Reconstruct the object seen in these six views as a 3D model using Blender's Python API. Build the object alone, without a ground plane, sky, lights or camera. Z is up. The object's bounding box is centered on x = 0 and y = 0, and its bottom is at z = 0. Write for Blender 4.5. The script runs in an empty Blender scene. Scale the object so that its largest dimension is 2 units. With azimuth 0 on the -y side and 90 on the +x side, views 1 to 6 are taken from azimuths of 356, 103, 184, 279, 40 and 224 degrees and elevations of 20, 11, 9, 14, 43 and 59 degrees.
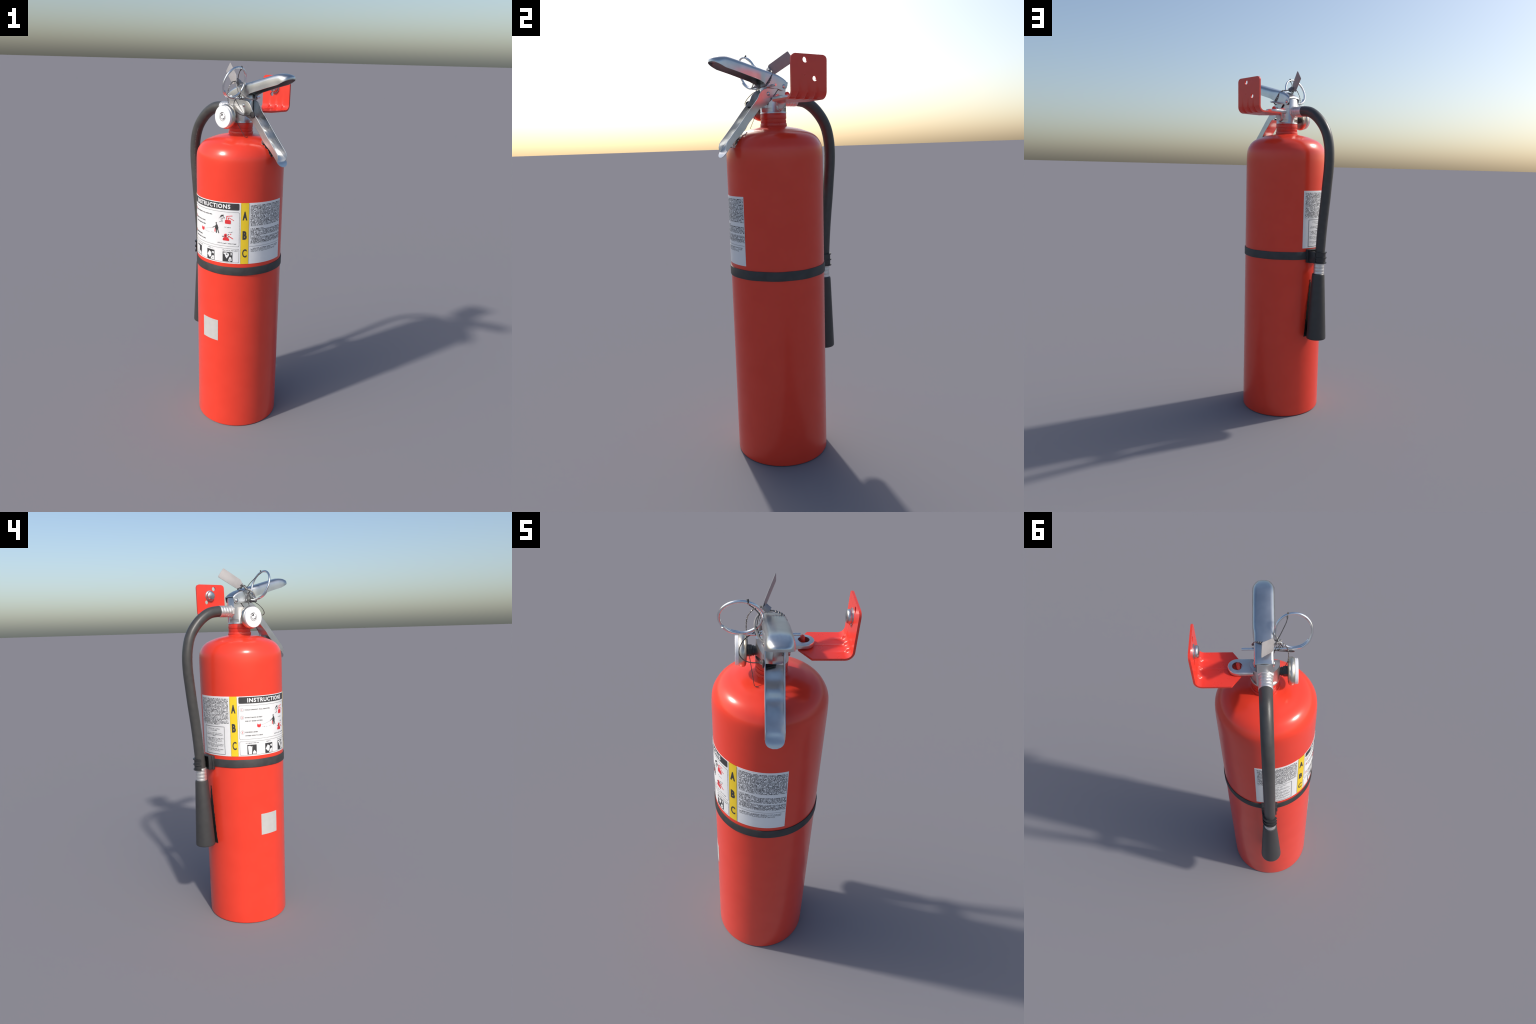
# Red dry-powder fire extinguisher with squeeze lever, pressure gauge, hose, horn and wall bracket.
# Built in a local frame: +X = direction the squeeze lever points, +Y = side of the wall bracket, Z up;
# the root Empty turns that frame by -45 degrees about z.
import bpy, bmesh, math, random
from mathutils import Vector, Matrix
from math import sin, cos, pi, radians, degrees, atan2, sqrt

rng = random.Random(7)
R = 0.2325                      # radius of the tank
D2R = pi / 180

# ------------------------------------------------------------------ materials
def new_mat(name):
    m = bpy.data.materials.new(name)
    m.use_nodes = True
    nt = m.node_tree
    b = nt.nodes["Principled BSDF"]
    return m, nt, b

def noise_mix(nt, b, c1, c2, scale, detail=4, lo=0.35, hi=0.65, rough=None, bump=0.0, bump_scale=None):
    tc = nt.nodes.new("ShaderNodeTexCoord")
    n = nt.nodes.new("ShaderNodeTexNoise")
    n.inputs["Scale"].default_value = scale
    n.inputs["Detail"].default_value = detail
    nt.links.new(tc.outputs["Object"], n.inputs["Vector"])
    cr = nt.nodes.new("ShaderNodeValToRGB")
    cr.color_ramp.elements[0].position = lo
    cr.color_ramp.elements[1].position = hi
    cr.color_ramp.elements[0].color = (*c1, 1)
    cr.color_ramp.elements[1].color = (*c2, 1)
    nt.links.new(n.outputs["Fac"], cr.inputs["Fac"])
    nt.links.new(cr.outputs["Color"], b.inputs["Base Color"])
    if rough:
        mr = nt.nodes.new("ShaderNodeMapRange")
        mr.inputs["To Min"].default_value = rough[0]
        mr.inputs["To Max"].default_value = rough[1]
        nt.links.new(n.outputs["Fac"], mr.inputs["Value"])
        nt.links.new(mr.outputs["Result"], b.inputs["Roughness"])
    if bump:
        n2 = nt.nodes.new("ShaderNodeTexNoise")
        n2.inputs["Scale"].default_value = bump_scale or scale
        n2.inputs["Detail"].default_value = 3
        nt.links.new(tc.outputs["Object"], n2.inputs["Vector"])
        bp = nt.nodes.new("ShaderNodeBump")
        bp.inputs["Strength"].default_value = bump
        bp.inputs["Distance"].default_value = 0.002
        nt.links.new(n2.outputs["Fac"], bp.inputs["Height"])
        nt.links.new(bp.outputs["Normal"], b.inputs["Normal"])

def mat(name, c1, c2=None, scale=30, metallic=0.0, rough=(0.4, 0.4), bump=0.0, bump_scale=None, spec=0.5):
    m, nt, b = new_mat(name)
    b.inputs["Metallic"].default_value = metallic
    b.inputs["Specular IOR Level"].default_value = spec
    noise_mix(nt, b, c1, c2 or c1, scale, rough=rough, bump=bump, bump_scale=bump_scale)
    return m

RED = mat("red_paint", (0.80, 0.052, 0.026), (0.82, 0.056, 0.029), 9, rough=(0.21, 0.26))
NECK = mat("red_neck_paint", (0.66, 0.044, 0.028), (0.72, 0.050, 0.030), 40, rough=(0.24, 0.34))
BRKT = mat("red_bracket_paint", (0.76, 0.046, 0.028), (0.78, 0.049, 0.030), 20, rough=(0.26, 0.30))
CHROME = mat("plated_steel", (0.54, 0.56, 0.57), (0.66, 0.67, 0.67), 14, metallic=1, rough=(0.27, 0.34))
VALVE = mat("nickel_valve", (0.62, 0.61, 0.60), (0.72, 0.71, 0.70), 16, metallic=0.95, rough=(0.30, 0.38))
WIRE = mat("bright_wire", (0.72, 0.75, 0.78), (0.8, 0.82, 0.84), 50, metallic=1, rough=(0.22, 0.28))
FERR = mat("crimped_aluminium", (0.66, 0.65, 0.64), (0.76, 0.75, 0.74), 60, metallic=0.8, rough=(0.38, 0.46))
GAUGE = mat("gauge_nickel", (0.62, 0.57, 0.49), (0.70, 0.65, 0.57), 40, metallic=1, rough=(0.32, 0.38))
FACE = mat("gauge_face_white", (0.86, 0.86, 0.88), (0.9, 0.9, 0.9), 30, rough=(0.3, 0.36))
RUBBER = mat("hose_rubber", (0.050, 0.050, 0.049), (0.060, 0.059, 0.057), 35, rough=(0.34, 0.42), bump=0.2, bump_scale=300)
HORN = mat("horn_plastic", (0.042, 0.042, 0.0425), (0.047, 0.047, 0.0475), 40, rough=(0.42, 0.48), bump=0.1, bump_scale=150)
BLACK = mat("black_plastic", (0.024, 0.025, 0.027), (0.036, 0.036, 0.038), 60, rough=(0.34, 0.5))
STRAP = mat("strap_rubber", (0.032, 0.032, 0.033), (0.046, 0.046, 0.047), 25, rough=(0.5, 0.62), bump=0.2, bump_scale=80)
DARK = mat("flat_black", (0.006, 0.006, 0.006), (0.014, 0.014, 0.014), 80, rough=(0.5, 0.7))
DWIRE = mat("dark_wire", (0.05, 0.05, 0.05), (0.12, 0.115, 0.11), 200, metallic=0.5, rough=(0.35, 0.5))
GSTRAP = mat("grey_seal_strap", (0.22, 0.215, 0.21), (0.30, 0.29, 0.285), 60, rough=(0.4, 0.5))
CHAIN = mat("steel_chain", (0.07, 0.068, 0.066), (0.40, 0.385, 0.37), 260, metallic=1, rough=(0.25, 0.4))
TAG = mat("tag_aluminium", (0.29, 0.275, 0.275), (0.32, 0.305, 0.305), 40, rough=(0.45, 0.55))
SLATE = mat("tag_clasp_grey", (0.16, 0.17, 0.20), (0.2, 0.21, 0.24), 60, rough=(0.35, 0.5))
PAPER = mat("label_white", (0.80, 0.80, 0.805), (0.83, 0.83, 0.83), 30, rough=(0.38, 0.44))
YELLOW = mat("label_yellow", (0.86, 0.60, 0.022), (0.88, 0.62, 0.028), 30, rough=(0.38, 0.44))
INK = mat("label_ink", (0.040, 0.040, 0.042), (0.048, 0.048, 0.05), 60, rough=(0.4, 0.48))
INKR = mat("label_red_ink", (0.70, 0.034, 0.042), (0.74, 0.04, 0.048), 60, rough=(0.4, 0.48))
GREY = mat("label_grey_ink", (0.11, 0.11, 0.11), (0.18, 0.18, 0.18), 60, rough=(0.4, 0.48))
GREY_MARK = mat("hose_marking_grey", (0.14, 0.138, 0.135), (0.22, 0.215, 0.21), 90, rough=(0.5, 0.6))
STICK = mat("sticker_grey", (0.52, 0.51, 0.49), (0.55, 0.54, 0.52), 40, rough=(0.42, 0.5))
MOTTLED = mat("mottled_metallic", (0.06, 0.06, 0.06), (0.75, 0.73, 0.70), 45, metallic=1, rough=(0.2, 0.35), bump=0.6, bump_scale=70)

def print_mat(name, pitch, char, thresh, z_off, row_fill=(0.14, 0.80)):
    """Illegible small print: rows along z, white-noise strokes round the tank."""
    m, nt, b = new_mat(name)
    N = nt.nodes.new; L = nt.links.new
    def math_(op, a, bb=None):
        n = N("ShaderNodeMath"); n.operation = op
        for i, v in enumerate((a, bb)):
            if v is None: continue
            if isinstance(v, (int, float)): n.inputs[i].default_value = v
            else: L(v, n.inputs[i])
        return n.outputs[0]
    tc = N("ShaderNodeTexCoord"); sp = N("ShaderNodeSeparateXYZ")
    L(tc.outputs["Object"], sp.inputs[0])
    th = math_("ARCTAN2", sp.outputs["Y"], sp.outputs["X"])
    arc = math_("MULTIPLY", th, R)
    row = math_("DIVIDE", math_("SUBTRACT", sp.outputs["Z"], z_off), pitch)
    rowi = math_("FLOOR", row); rowf = math_("FRACT", row)
    inrow = math_("MULTIPLY", math_("GREATER_THAN", rowf, row_fill[0]), math_("LESS_THAN", rowf, row_fill[1]))
    # glyph strokes: one white-noise value per (column, half row)
    col = math_("FLOOR", math_("DIVIDE", arc, char))
    sub = math_("FLOOR", math_("MULTIPLY", row, 3.0))
    cv = N("ShaderNodeCombineXYZ"); L(col, cv.inputs[0]); L(sub, cv.inputs[1])
    wn = N("ShaderNodeTexWhiteNoise"); wn.noise_dimensions = '3D'; L(cv.outputs[0], wn.inputs["Vector"])
    stroke = math_("GREATER_THAN", wn.outputs["Value"], thresh)
    # word gaps
    wv = N("ShaderNodeCombineXYZ"); L(math_("DIVIDE", arc, char * 4.2), wv.inputs[0]); L(math_("MULTIPLY", rowi, 7.31), wv.inputs[1])
    nz = N("ShaderNodeTexNoise"); nz.inputs["Scale"].default_value = 1.0; nz.inputs["Detail"].default_value = 0
    L(wv.outputs[0], nz.inputs["Vector"])
    word = math_("GREATER_THAN", nz.outputs["Fac"], 0.37)
    ink = math_("MULTIPLY", math_("MULTIPLY", inrow, stroke), word)
    mx = N("ShaderNodeMix"); mx.data_type = 'RGBA'
    L(ink, mx.inputs["Factor"])
    mx.inputs["A"].default_value = (0.82, 0.82, 0.825, 1)
    mx.inputs["B"].default_value = (0.035, 0.035, 0.037, 1)
    L(mx.outputs["Result"], b.inputs["Base Color"])
    b.inputs["Roughness"].default_value = 0.42
    return m

PRINT = print_mat("small_print_dense", 0.0065, 0.0014, 0.30, 1.0, (0.08, 0.86))
PRINT2 = print_mat("small_print_fine", 0.0060, 0.0015, 0.30, 1.0, (0.12, 0.82))

# ------------------------------------------------------------------ mesh helpers
root = bpy.data.objects.new("fire_extinguisher", None)
bpy.context.scene.collection.objects.link(root)
root.location = (0.0055, -0.0139, 0)
root.rotation_euler = (0, 0, -pi / 4)
root["label"] = "tall red fire extinguisher with hose, gauge and wall bracket"
root["category"] = "fire extinguisher"

def obj_from_bm(name, bm, m, parent=root, angle=35, kind=None):
    me = bpy.data.meshes.new(name)
    bmesh.ops.recalc_face_normals(bm, faces=bm.faces)
    bm.to_mesh(me); bm.free()
    return obj_from_mesh(name, me, m, parent, angle, kind)

def obj_from_mesh(name, me, m, parent=root, angle=35, kind=None):
    for p in me.polygons: p.use_smooth = True
    me.set_sharp_from_angle(angle=radians(angle))
    if m is not None:
        me.materials.clear(); me.materials.append(m)
    o = bpy.data.objects.new(name, me)
    bpy.context.scene.collection.objects.link(o)
    o.parent = parent
    if kind: o["kind"] = kind
    return o

def revolve_into(bm, prof, M=Matrix(), segs=64, a0=0.0):
    """prof: list of (radius, height); closes with a fan where radius is 0."""
    rings = []
    for r, z in prof:
        if r <= 1e-6:
            rings.append([bm.verts.new(M @ Vector((0, 0, z)))])
        else:
            rings.append([bm.verts.new(M @ Vector((r * cos(a0 + 2 * pi * i / segs), r * sin(a0 + 2 * pi * i / segs), z))) for i in range(segs)])
    for A, B in zip(rings, rings[1:]):
        for i in range(segs):
            j = (i + 1) % segs
            if len(A) == 1 and len(B) == 1: continue
            if len(A) == 1: bm.faces.new((A[0], B[i], B[j]))
            elif len(B) == 1: bm.faces.new((A[i], A[j], B[0]))
            else: bm.faces.new((A[i], A[j], B[j], B[i]))

def revolve(name, prof, m, M=Matrix(), segs=64, parent=root, angle=35, a0=0.0):
    bm = bmesh.new(); revolve_into(bm, prof, M, segs, a0)
    return obj_from_bm(name, bm, m, parent, angle)

def frame(origin, zaxis, xhint=(0, 0, 1)):
    z = Vector(zaxis).normalized(); x = Vector(xhint)
    x = (x - z * x.dot(z))
    if x.length < 1e-4: x = Vector((1, 0, 0)) - z * z.x
    x.normalize(); y = z.cross(x)
    M = Matrix((x, y, z)).transposed().to_4x4(); M.translation = Vector(origin)
    return M

def catmull(pts, n=8, closed=False):
    P = [Vector(p) for p in pts]; out = []
    N_ = len(P)
    rng_ = range(N_) if closed else range(N_ - 1)
    for i in rng_:
        if closed: p0, p1, p2, p3 = P[i - 1], P[i], P[(i + 1) % N_], P[(i + 2) % N_]
        else:
            p1, p2 = P[i], P[i + 1]
            p0 = P[i - 1] if i > 0 else p1 * 2 - p2
            p3 = P[i + 2] if i + 2 < N_ else p2 * 2 - p1
        for k in range(n):
            t = k / n
            out.append(0.5 * ((2 * p1) + (p2 - p0) * t + (2 * p0 - 5 * p1 + 4 * p2 - p3) * t * t + (3 * p1 - p0 - 3 * p2 + p3) * t ** 3))
    if not closed: out.append(P[-1].copy())
    return out

def tube_into(bm, pts, r, segs=10, closed=False, flat=1.0):
    pts = [Vector(p) for p in pts]; n = len(pts); rings = []
    up = None
    for i, p in enumerate(pts):
        if closed: t = pts[(i + 1) % n] - pts[i - 1]
        else: t = pts[min(i + 1, n - 1)] - pts[max(i - 1, 0)]
        if t.length < 1e-9: t = Vector((0, 0, 1))
        t.normalize()
        if up is None:
            up = Vector((0, 0, 1)) if abs(t.z) < 0.9 else Vector((1, 0, 0))
        u = up - t * up.dot(t)
        if u.length < 1e-5: u = t.orthogonal()
        u.normalize(); up = u
        v = t.cross(u)
        rr = r(i / (n - 1)) if callable(r) else r
        rings.append([bm.verts.new(p + u * rr * flat * cos(2 * pi * k / segs) + v * rr * sin(2 * pi * k / segs)) for k in range(segs)])
    m = n if closed else n - 1
    for i in range(m):
        A, B = rings[i], rings[(i + 1) % n]
        for k in range(segs):
            j = (k + 1) % segs
            bm.faces.new((A[k], A[j], B[j], B[k]))
    if not closed:
        bm.faces.new(rings[0][::-1]); bm.faces.new(rings[-1])

def tube(name, pts, r, m, segs=10, closed=False, parent=root, flat=1.0, kind=None):
    bm = bmesh.new(); tube_into(bm, pts, r, segs, closed, flat)
    return obj_from_bm(name, bm, m, parent, 50, kind)

def plate_into(bm, outline, M, thick, bevel=0.0, bsegs=2):
    """outline: 2D polygon in the XY plane of M, extruded along +Z of M by thick."""
    b2 = bmesh.new()
    bot = [b2.verts.new((x, y, 0)) for x, y in outline]
    f = b2.faces.new(bot)
    ex = bmesh.ops.extrude_face_region(b2, geom=[f])
    bmesh.ops.translate(b2, verts=[v for v in ex["geom"] if isinstance(v, bmesh.types.BMVert)], vec=(0, 0, thick))
    bmesh.ops.recalc_face_normals(b2, faces=b2.faces)
    if bevel:
        es = [e for e in b2.edges if abs(e.verts[0].co.z - e.verts[1].co.z) < 1e-7]
        bmesh.ops.bevel(b2, geom=es, offset=bevel, segments=bsegs, profile=0.5, affect='EDGES', clamp_overlap=True)
    b2.transform(M)
    me = bpy.data.meshes.new("tmp"); b2.to_mesh(me); b2.free()
    bm.from_mesh(me); bpy.data.meshes.remove(me)

def plate(name, outline, M, thick, m, bevel=0.0, parent=root, angle=35):
    bm = bmesh.new(); plate_into(bm, outline, M, thick, bevel)
    return obj_from_bm(name, bm, m, parent, angle)

def round_poly(pts, rad, n=5):
    """rounds the corners of a 2D polygon; rad: one radius or one per corner"""
    out = []; N_ = len(pts)
    for i in range(N_):
        r = rad[i] if isinstance(rad, (list, tuple)) else rad
        p = Vector(pts[i]); a = Vector(pts[i - 1]) - p; b = Vector(pts[(i + 1) % N_]) - p
        if r <= 0: out.append(tuple(p)); continue
        d = min(r, a.length * 0.45, b.length * 0.45)
        A = p + a.normalized() * d; B = p + b.normalized() * d
        for k in range(n + 1):
            t = k / n
            q = A * (1 - t) ** 2 + p * 2 * t * (1 - t) + B * t * t
            out.append((q.x, q.y))
    return out

def boolean_cut(o, cutters):
    for c in cutters:
        md = o.modifiers.new("cut", 'BOOLEAN'); md.object = c; md.operation = 'DIFFERENCE'; md.solver = 'EXACT'
    dg = bpy.context.evaluated_depsgraph_get()
    me = bpy.data.meshes.new_from_object(o.evaluated_get(dg))
    o.modifiers.clear(); old = o.data; o.data = me
    for p in me.polygons: p.use_smooth = True
    me.set_sharp_from_angle(angle=radians(35))
    me.name = o.name
    bpy.data.meshes.remove(old)
    for c in cutters:
        d = c.data; bpy.data.objects.remove(c); bpy.data.meshes.remove(d)

def cyl_cutter(p, axis, r, length, segs=32):
    bm = bmesh.new()
    revolve_into(bm, [(0, -length / 2), (r, -length / 2), (r, length / 2), (0, length / 2)], frame(p, axis), segs)
    return obj_from_bm("cutter", bm, None)

def box_cutter(lo, hi, M=Matrix()):
    bm = bmesh.new(); bmesh.ops.create_cube(bm, size=1)
    for v in bm.verts:
        v.co = Vector(tuple(lo[i] + (v.co[i] + 0.5) * (hi[i] - lo[i]) for i in range(3)))
    bm.transform(M)
    return obj_from_bm("cutter", bm, None)

AX = lambda: Matrix()                                   # XY plane, +Z normal
XZ = Matrix(((1, 0, 0, 0), (0, 0, -1, 0), (0, 1, 0, 0), (0, 0, 0, 1)))  # plate x->X, y->Z, thickness -> -Y

# ------------------------------------------------------------------ tank
SHOULDER = [(0.2324, 1.500), (0.2318, 1.522), (0.2303, 1.545), (0.2270, 1.562), (0.2195, 1.5785), (0.2075, 1.5965),
            (0.191, 1.6112), (0.172, 1.6215), (0.150, 1.6300), (0.128, 1.6378), (0.100, 1.6445), (0.080, 1.6482)]
sh = [(p.x, p.y) for p in catmull([(r, z, 0) for r, z in [(R, 1.47)] + SHOULDER], 4)]
tank_prof = [(0, 0.012), (0.19, 0.012), (0.205, 0.004), (0.216, 0.0), (0.2292, 0.0), (0.2312, 0.0008), (0.2321, 0.0026), (R, 0.009)]
tank_prof += [(R, 0.009 + (1.46 - 0.009) * i / 12) for i in range(1, 13)] + sh + [(0.068, 1.6510), (0.0635, 1.6530), (0.055, 1.6535), (0, 1.6535)]
revolve("tank", tank_prof, RED, segs=160, angle=40)

SH_R = [r for r, z in sh]; SH_Z = [z for r, z in sh]
def shoulder_z(r):
    for (r1, z1), (r2, z2) in zip(sh, sh[1:]):
        if r2 <= r <= r1: return z1 + (z2 - z1) * (r1 - r) / max(r1 - r2, 1e-9)
    return sh[-1][1] if r < sh[-1][0] else sh[0][1]

revolve("neck_collar", [(0, 1.648), (0.0632, 1.648), (0.0642, 1.650), (0.0642, 1.6635), (0.0632, 1.6660), (0.0606, 1.6670),
                 (0.0606, 1.6685), (0.0612, 1.6695), (0.0612, 1.6830), (0.0594, 1.6838), (0.0594, 1.6858), (0.0616, 1.6868),
                 (0.0622, 1.690), (0.0622, 1.7085), (0.0612, 1.7105), (0, 1.7105)], NECK, segs=96)

# ------------------------------------------------------------------ valve body
valve = revolve("valve_body", [(0, 1.7095), (0.0605, 1.7095), (0.0632, 1.7115), (0.0632, 1.7160), (0.0622, 1.7175), (0.0622, 1.846), (0.0605, 1.8485), (0, 1.8485)],
                VALVE, segs=96)
slab = [(-0.1, 1.798), (0.013, 1.798), (0.058, 1.748), (0.1, 1.748), (0.1, 1.95), (-0.1, 1.95)]
cut = []
for side in (1, -1):
    bm = bmesh.new(); plate_into(bm, slab, Matrix.Translation((0, side * 0.0325 + (0.06 if side > 0 else 0), 0)) @ XZ, 0.06)
    cut.append(obj_from_bm("cutter", bm, None))
# wrench flats round the foot of the valve
for a in (25, 115, 205, 295):
    M = Matrix.Rotation(radians(a), 4, 'Z')
    cut.append(box_cutter((0.0545, -0.028, 1.7190), (0.08, 0.030, 1.7355), M))
boolean_cut(valve, cut)

def dome(name, p, axis, r, h, m, parent=root, segs=24):
    prof = [(0, -0.004), (r, -0.004), (r, 0.0)] + [(r * cos(t * pi / 2 / 6), h * sin(t * pi / 2 / 6)) for t in range(1, 6)] + [(0, h)]
    return revolve(name, prof, m, frame(p, axis), segs, parent, 50)

# stem under the lever
revolve("valve_stem", [(0, 1.846), (0.014, 1.846), (0.014, 1.872), (0.011, 1.876), (0, 1.876)], VALVE, Matrix.Translation((0.012, 0, 0)), 24)

# ------------------------------------------------------------------ squeeze lever (pressed channel)
def interp(tab, x):
    if x <= tab[0][0]: return tab[0][1]
    for (a, va), (b, vb) in zip(tab, tab[1:]):
        if x <= b:
            t = (x - a) / (b - a); return va + (vb - va) * t
    return tab[-1][1]
CREST = [(-0.060, 1.8575), (-0.050, 1.8680), (-0.035, 1.8775), (-0.010, 1.8890), (0.034, 1.9020), (0.106, 1.9195), (0.173, 1.9375), (0.235, 1.9535), (0.258, 1.9580), (0.268, 1.9587), (0.275, 1.9585)]
RIM = [(-0.060, 1.8500), (-0.058, 1.8400), (-0.054, 1.8280), (-0.046, 1.8195), (-0.036, 1.8160), (-0.025, 1.8170), (0.0, 1.8235), (0.060, 1.8290), (0.066, 1.8385), (0.075, 1.8480),
       (0.100, 1.8600), (0.200, 1.8885), (0.262, 1.9045), (0.269, 1.9062), (0.275, 1.9088)]
HALF = [(-0.060, 0.0400), (0.045, 0.0405), (0.066, 0.0420), (0.090, 0.0462), (0.110, 0.0472), (0.275, 0.0470)]
CORN = [(-0.060, 0.012), (0.04, 0.014), (0.10, 0.019), (0.30, 0.022)]
stations = []
for x in [-0.060, -0.058, -0.054, -0.05, -0.046, -0.04, -0.033, -0.025, -0.012, 0.0, 0.02, 0.04, 0.055, 0.060, 0.063, 0.066, 0.070, 0.075, 0.082, 0.09, 0.1, 0.11, 0.125, 0.15, 0.175, 0.2, 0.22, 0.24, 0.255, 0.262, 0.269, 0.275]:
    stations.append((x, interp(CREST, x), interp(RIM, x), interp(HALF, x), interp(CORN, x)))
for ph in (6, 13, 21, 30, 40, 50, 60, 69, 77, 83, 87):
    c, s = cos(radians(ph)), sin(radians(ph))
    c, s = c ** 0.77, s ** 0.77                      # squarish plan at the end of the lever
    x = 0.275 + 0.0510 * s
    rim = 1.9088 + 0.0247 * s
    cr = max(1.9335 + 0.0250 * max(0.0, 1 - s * s) ** 0.27, rim + 0.001)
    stations.append((x, cr, rim, 0.0470 * c + 0.0006, max(0.0005, min(0.022 + 0.010 * s, 0.9 * (cr - rim)))))
def u_section(w, crest, rim, rc, n=6, crown=0.0025):
    """half-round cornered inverted U, from (-w, rim) over the top to (w, rim)"""
    h = crest - rim
    rc = min(rc, w * 0.9, h * 0.9)
    pts = [(-w, rim), (-w, rim + (h - rc) * 0.5)]
    for k in range(n + 1):
        a = pi - k * (pi / 2) / n
        pts.append((-w + rc + rc * cos(a), crest - rc + rc * sin(a)))
    right = [(-y, z) for y, z in reversed(pts)]
    pts = pts + [(0.0, crest + crown * min(1, w / 0.04))] + right
    return pts
SHIFT = 0.0022                  # both handles sit slightly off the centre plane
bm = bmesh.new(); rings = []
T_ = 0.0042
for x, cr, rm, w, rc in stations:
    outer = u_section(w, cr - 0.0025 * min(1, w / 0.04), rm, rc)
    wi = max(w - T_, 0.0004); ci = max(cr - 0.0025 - T_, rm + 0.0005)
    inner = u_section(wi, ci, rm, max(rc - T_, 0.001))
    rings.append([bm.verts.new((x, y + SHIFT, z)) for y, z in outer] + [bm.verts.new((x, y + SHIFT, z)) for y, z in reversed(inner)])
for A, B in zip(rings, rings[1:]):
    n = len(A)
    for i in range(n):
        j = (i + 1) % n
        bm.faces.new((A[i], A[j], B[j], B[i]))
def cap(Rg):
    n = len(Rg) // 2
    for i in range(n - 1):
        bm.faces.new((Rg[i], Rg[i + 1], Rg[2 * n - 2 - i], Rg[2 * n - 1 - i]))
cap(rings[0]); cap(rings[-1])
lever = obj_from_bm("squeeze_lever", bm, CHROME, angle=50)
for sgn in (1, -1):
    dome("lever_rivet", (-0.038, sgn * 0.0400 + SHIFT, 1.834), (0, sgn, 0), 0.0105, 0.0055, CHROME, lever)

# ------------------------------------------------------------------ carrying handle (trough)
handle_side = [(-0.009, 1.8255), (0.055, 1.8235), (0.072, 1.8195), (0.084, 1.8120), (0.098, 1.7965), (0.104, 1.7830), (0.110, 1.7730), (0.1410, 1.7390), (0.172, 1.7030), (0.203, 1.6660), (0.240, 1.6240),
               (0.2705, 1.5900), (0.2790, 1.5780), (0.2835, 1.5620), (0.2810, 1.5440), (0.272, 1.5460), (0.2550, 1.5650), (0.234, 1.5870), (0.211, 1.6070), (0.192, 1.6230), (0.1760, 1.6400), (0.166, 1.6560),
               (0.1540, 1.6710), (0.139, 1.6860), (0.124, 1.7020), (0.106, 1.7220), (0.091, 1.7355), (0.074, 1.7410), (0.056, 1.7500)]
handle = bpy.data.objects.new("carrying_handle", None)
bm = bmesh.new()
for y0 in (0.0370 + SHIFT, -0.0330 + SHIFT):
    plate_into(bm, handle_side, Matrix.Translation((0, y0, 0)) @ XZ, 0.0040, 0.0012, 2)
# trough floor: a strip with finger waves that rises to a rounded tongue at the end
floor_path = catmull([(0.0905, 1.7375, 0), (0.1060, 1.7230, 0), (0.1240, 1.7035, 0), (0.1395, 1.6875, 0), (0.1545, 1.6725, 0), (0.1665, 1.6575, 0), (0.1770, 1.6415, 0), (0.1925, 1.6248, 0),
                      (0.2115, 1.6088, 0), (0.2340, 1.5888, 0), (0.2520, 1.5705, 0), (0.2645, 1.5570, 0), (0.2750, 1.5445, 0), (0.2845, 1.5310, 0), (0.2935, 1.5150, 0)], 4)
strip = []
L_ = len(floor_path)
for i, p in enumerate(floor_path):
    t = floor_path[min(i + 1, L_ - 1)] - floor_path[max(i - 1, 0)]; t.normalize()
    nrm = Vector((-t.y, t.x, 0))                   # in (x,z) plane, pointing out of the trough
    if nrm.x < 0: nrm = -nrm
    w = 0.0350
    if p.y < 1.545:
        q = min(1, (1.545 - p.y) / 0.0305); w = 0.0350 * sqrt(max(0.0, 1 - q ** 2.4)) + 0.001
    row = []
    for k in range(9):
        y = -w + 2 * w * k / 8
        lift = 0.0022 * sin(2 * pi * (i / L_) * 4.5) * min(1, 4 * (1 - i / L_)) * (1 - (y / 0.036) ** 4)
        row.append((Vector((p.x + nrm.x * lift, y + SHIFT, p.y + nrm.y * lift)), Vector((nrm.x, 0, nrm.y))))
    strip.append(row)
top = [[bm.verts.new(c + n * 0.0015) for c, n in row] for row in strip]
bot = [[bm.verts.new(c - n * 0.0015) for c, n in row] for row in strip]
for i in range(L_ - 1):
    for k in range(8):
        bm.faces.new((top[i][k], top[i][k + 1], top[i + 1][k + 1], top[i + 1][k]))
        bm.faces.new((bot[i][k], bot[i + 1][k], bot[i + 1][k + 1], bot[i][k + 1]))
    bm.faces.new((top[i][0], top[i + 1][0], bot[i + 1][0], bot[i][0]))
    bm.faces.new((top[i][8], bot[i][8], bot[i + 1][8], top[i + 1][8]))
for k in range(8):
    bm.faces.new((top[0][k], bot[0][k], bot[0][k + 1], top[0][k + 1]))
    bm.faces.new((top[-1][k], top[-1][k + 1], bot[-1][k + 1], bot[-1][k]))
bpy.data.objects.remove(handle)
handle = obj_from_bm("carrying_handle", bm, CHROME, angle=22)
for sgn in (1, -1):
    dome("handle_rivet", (0.049, sgn * 0.0366 + SHIFT, 1.799), (0, sgn, 0), 0.0095, 0.005, CHROME, handle)

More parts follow.
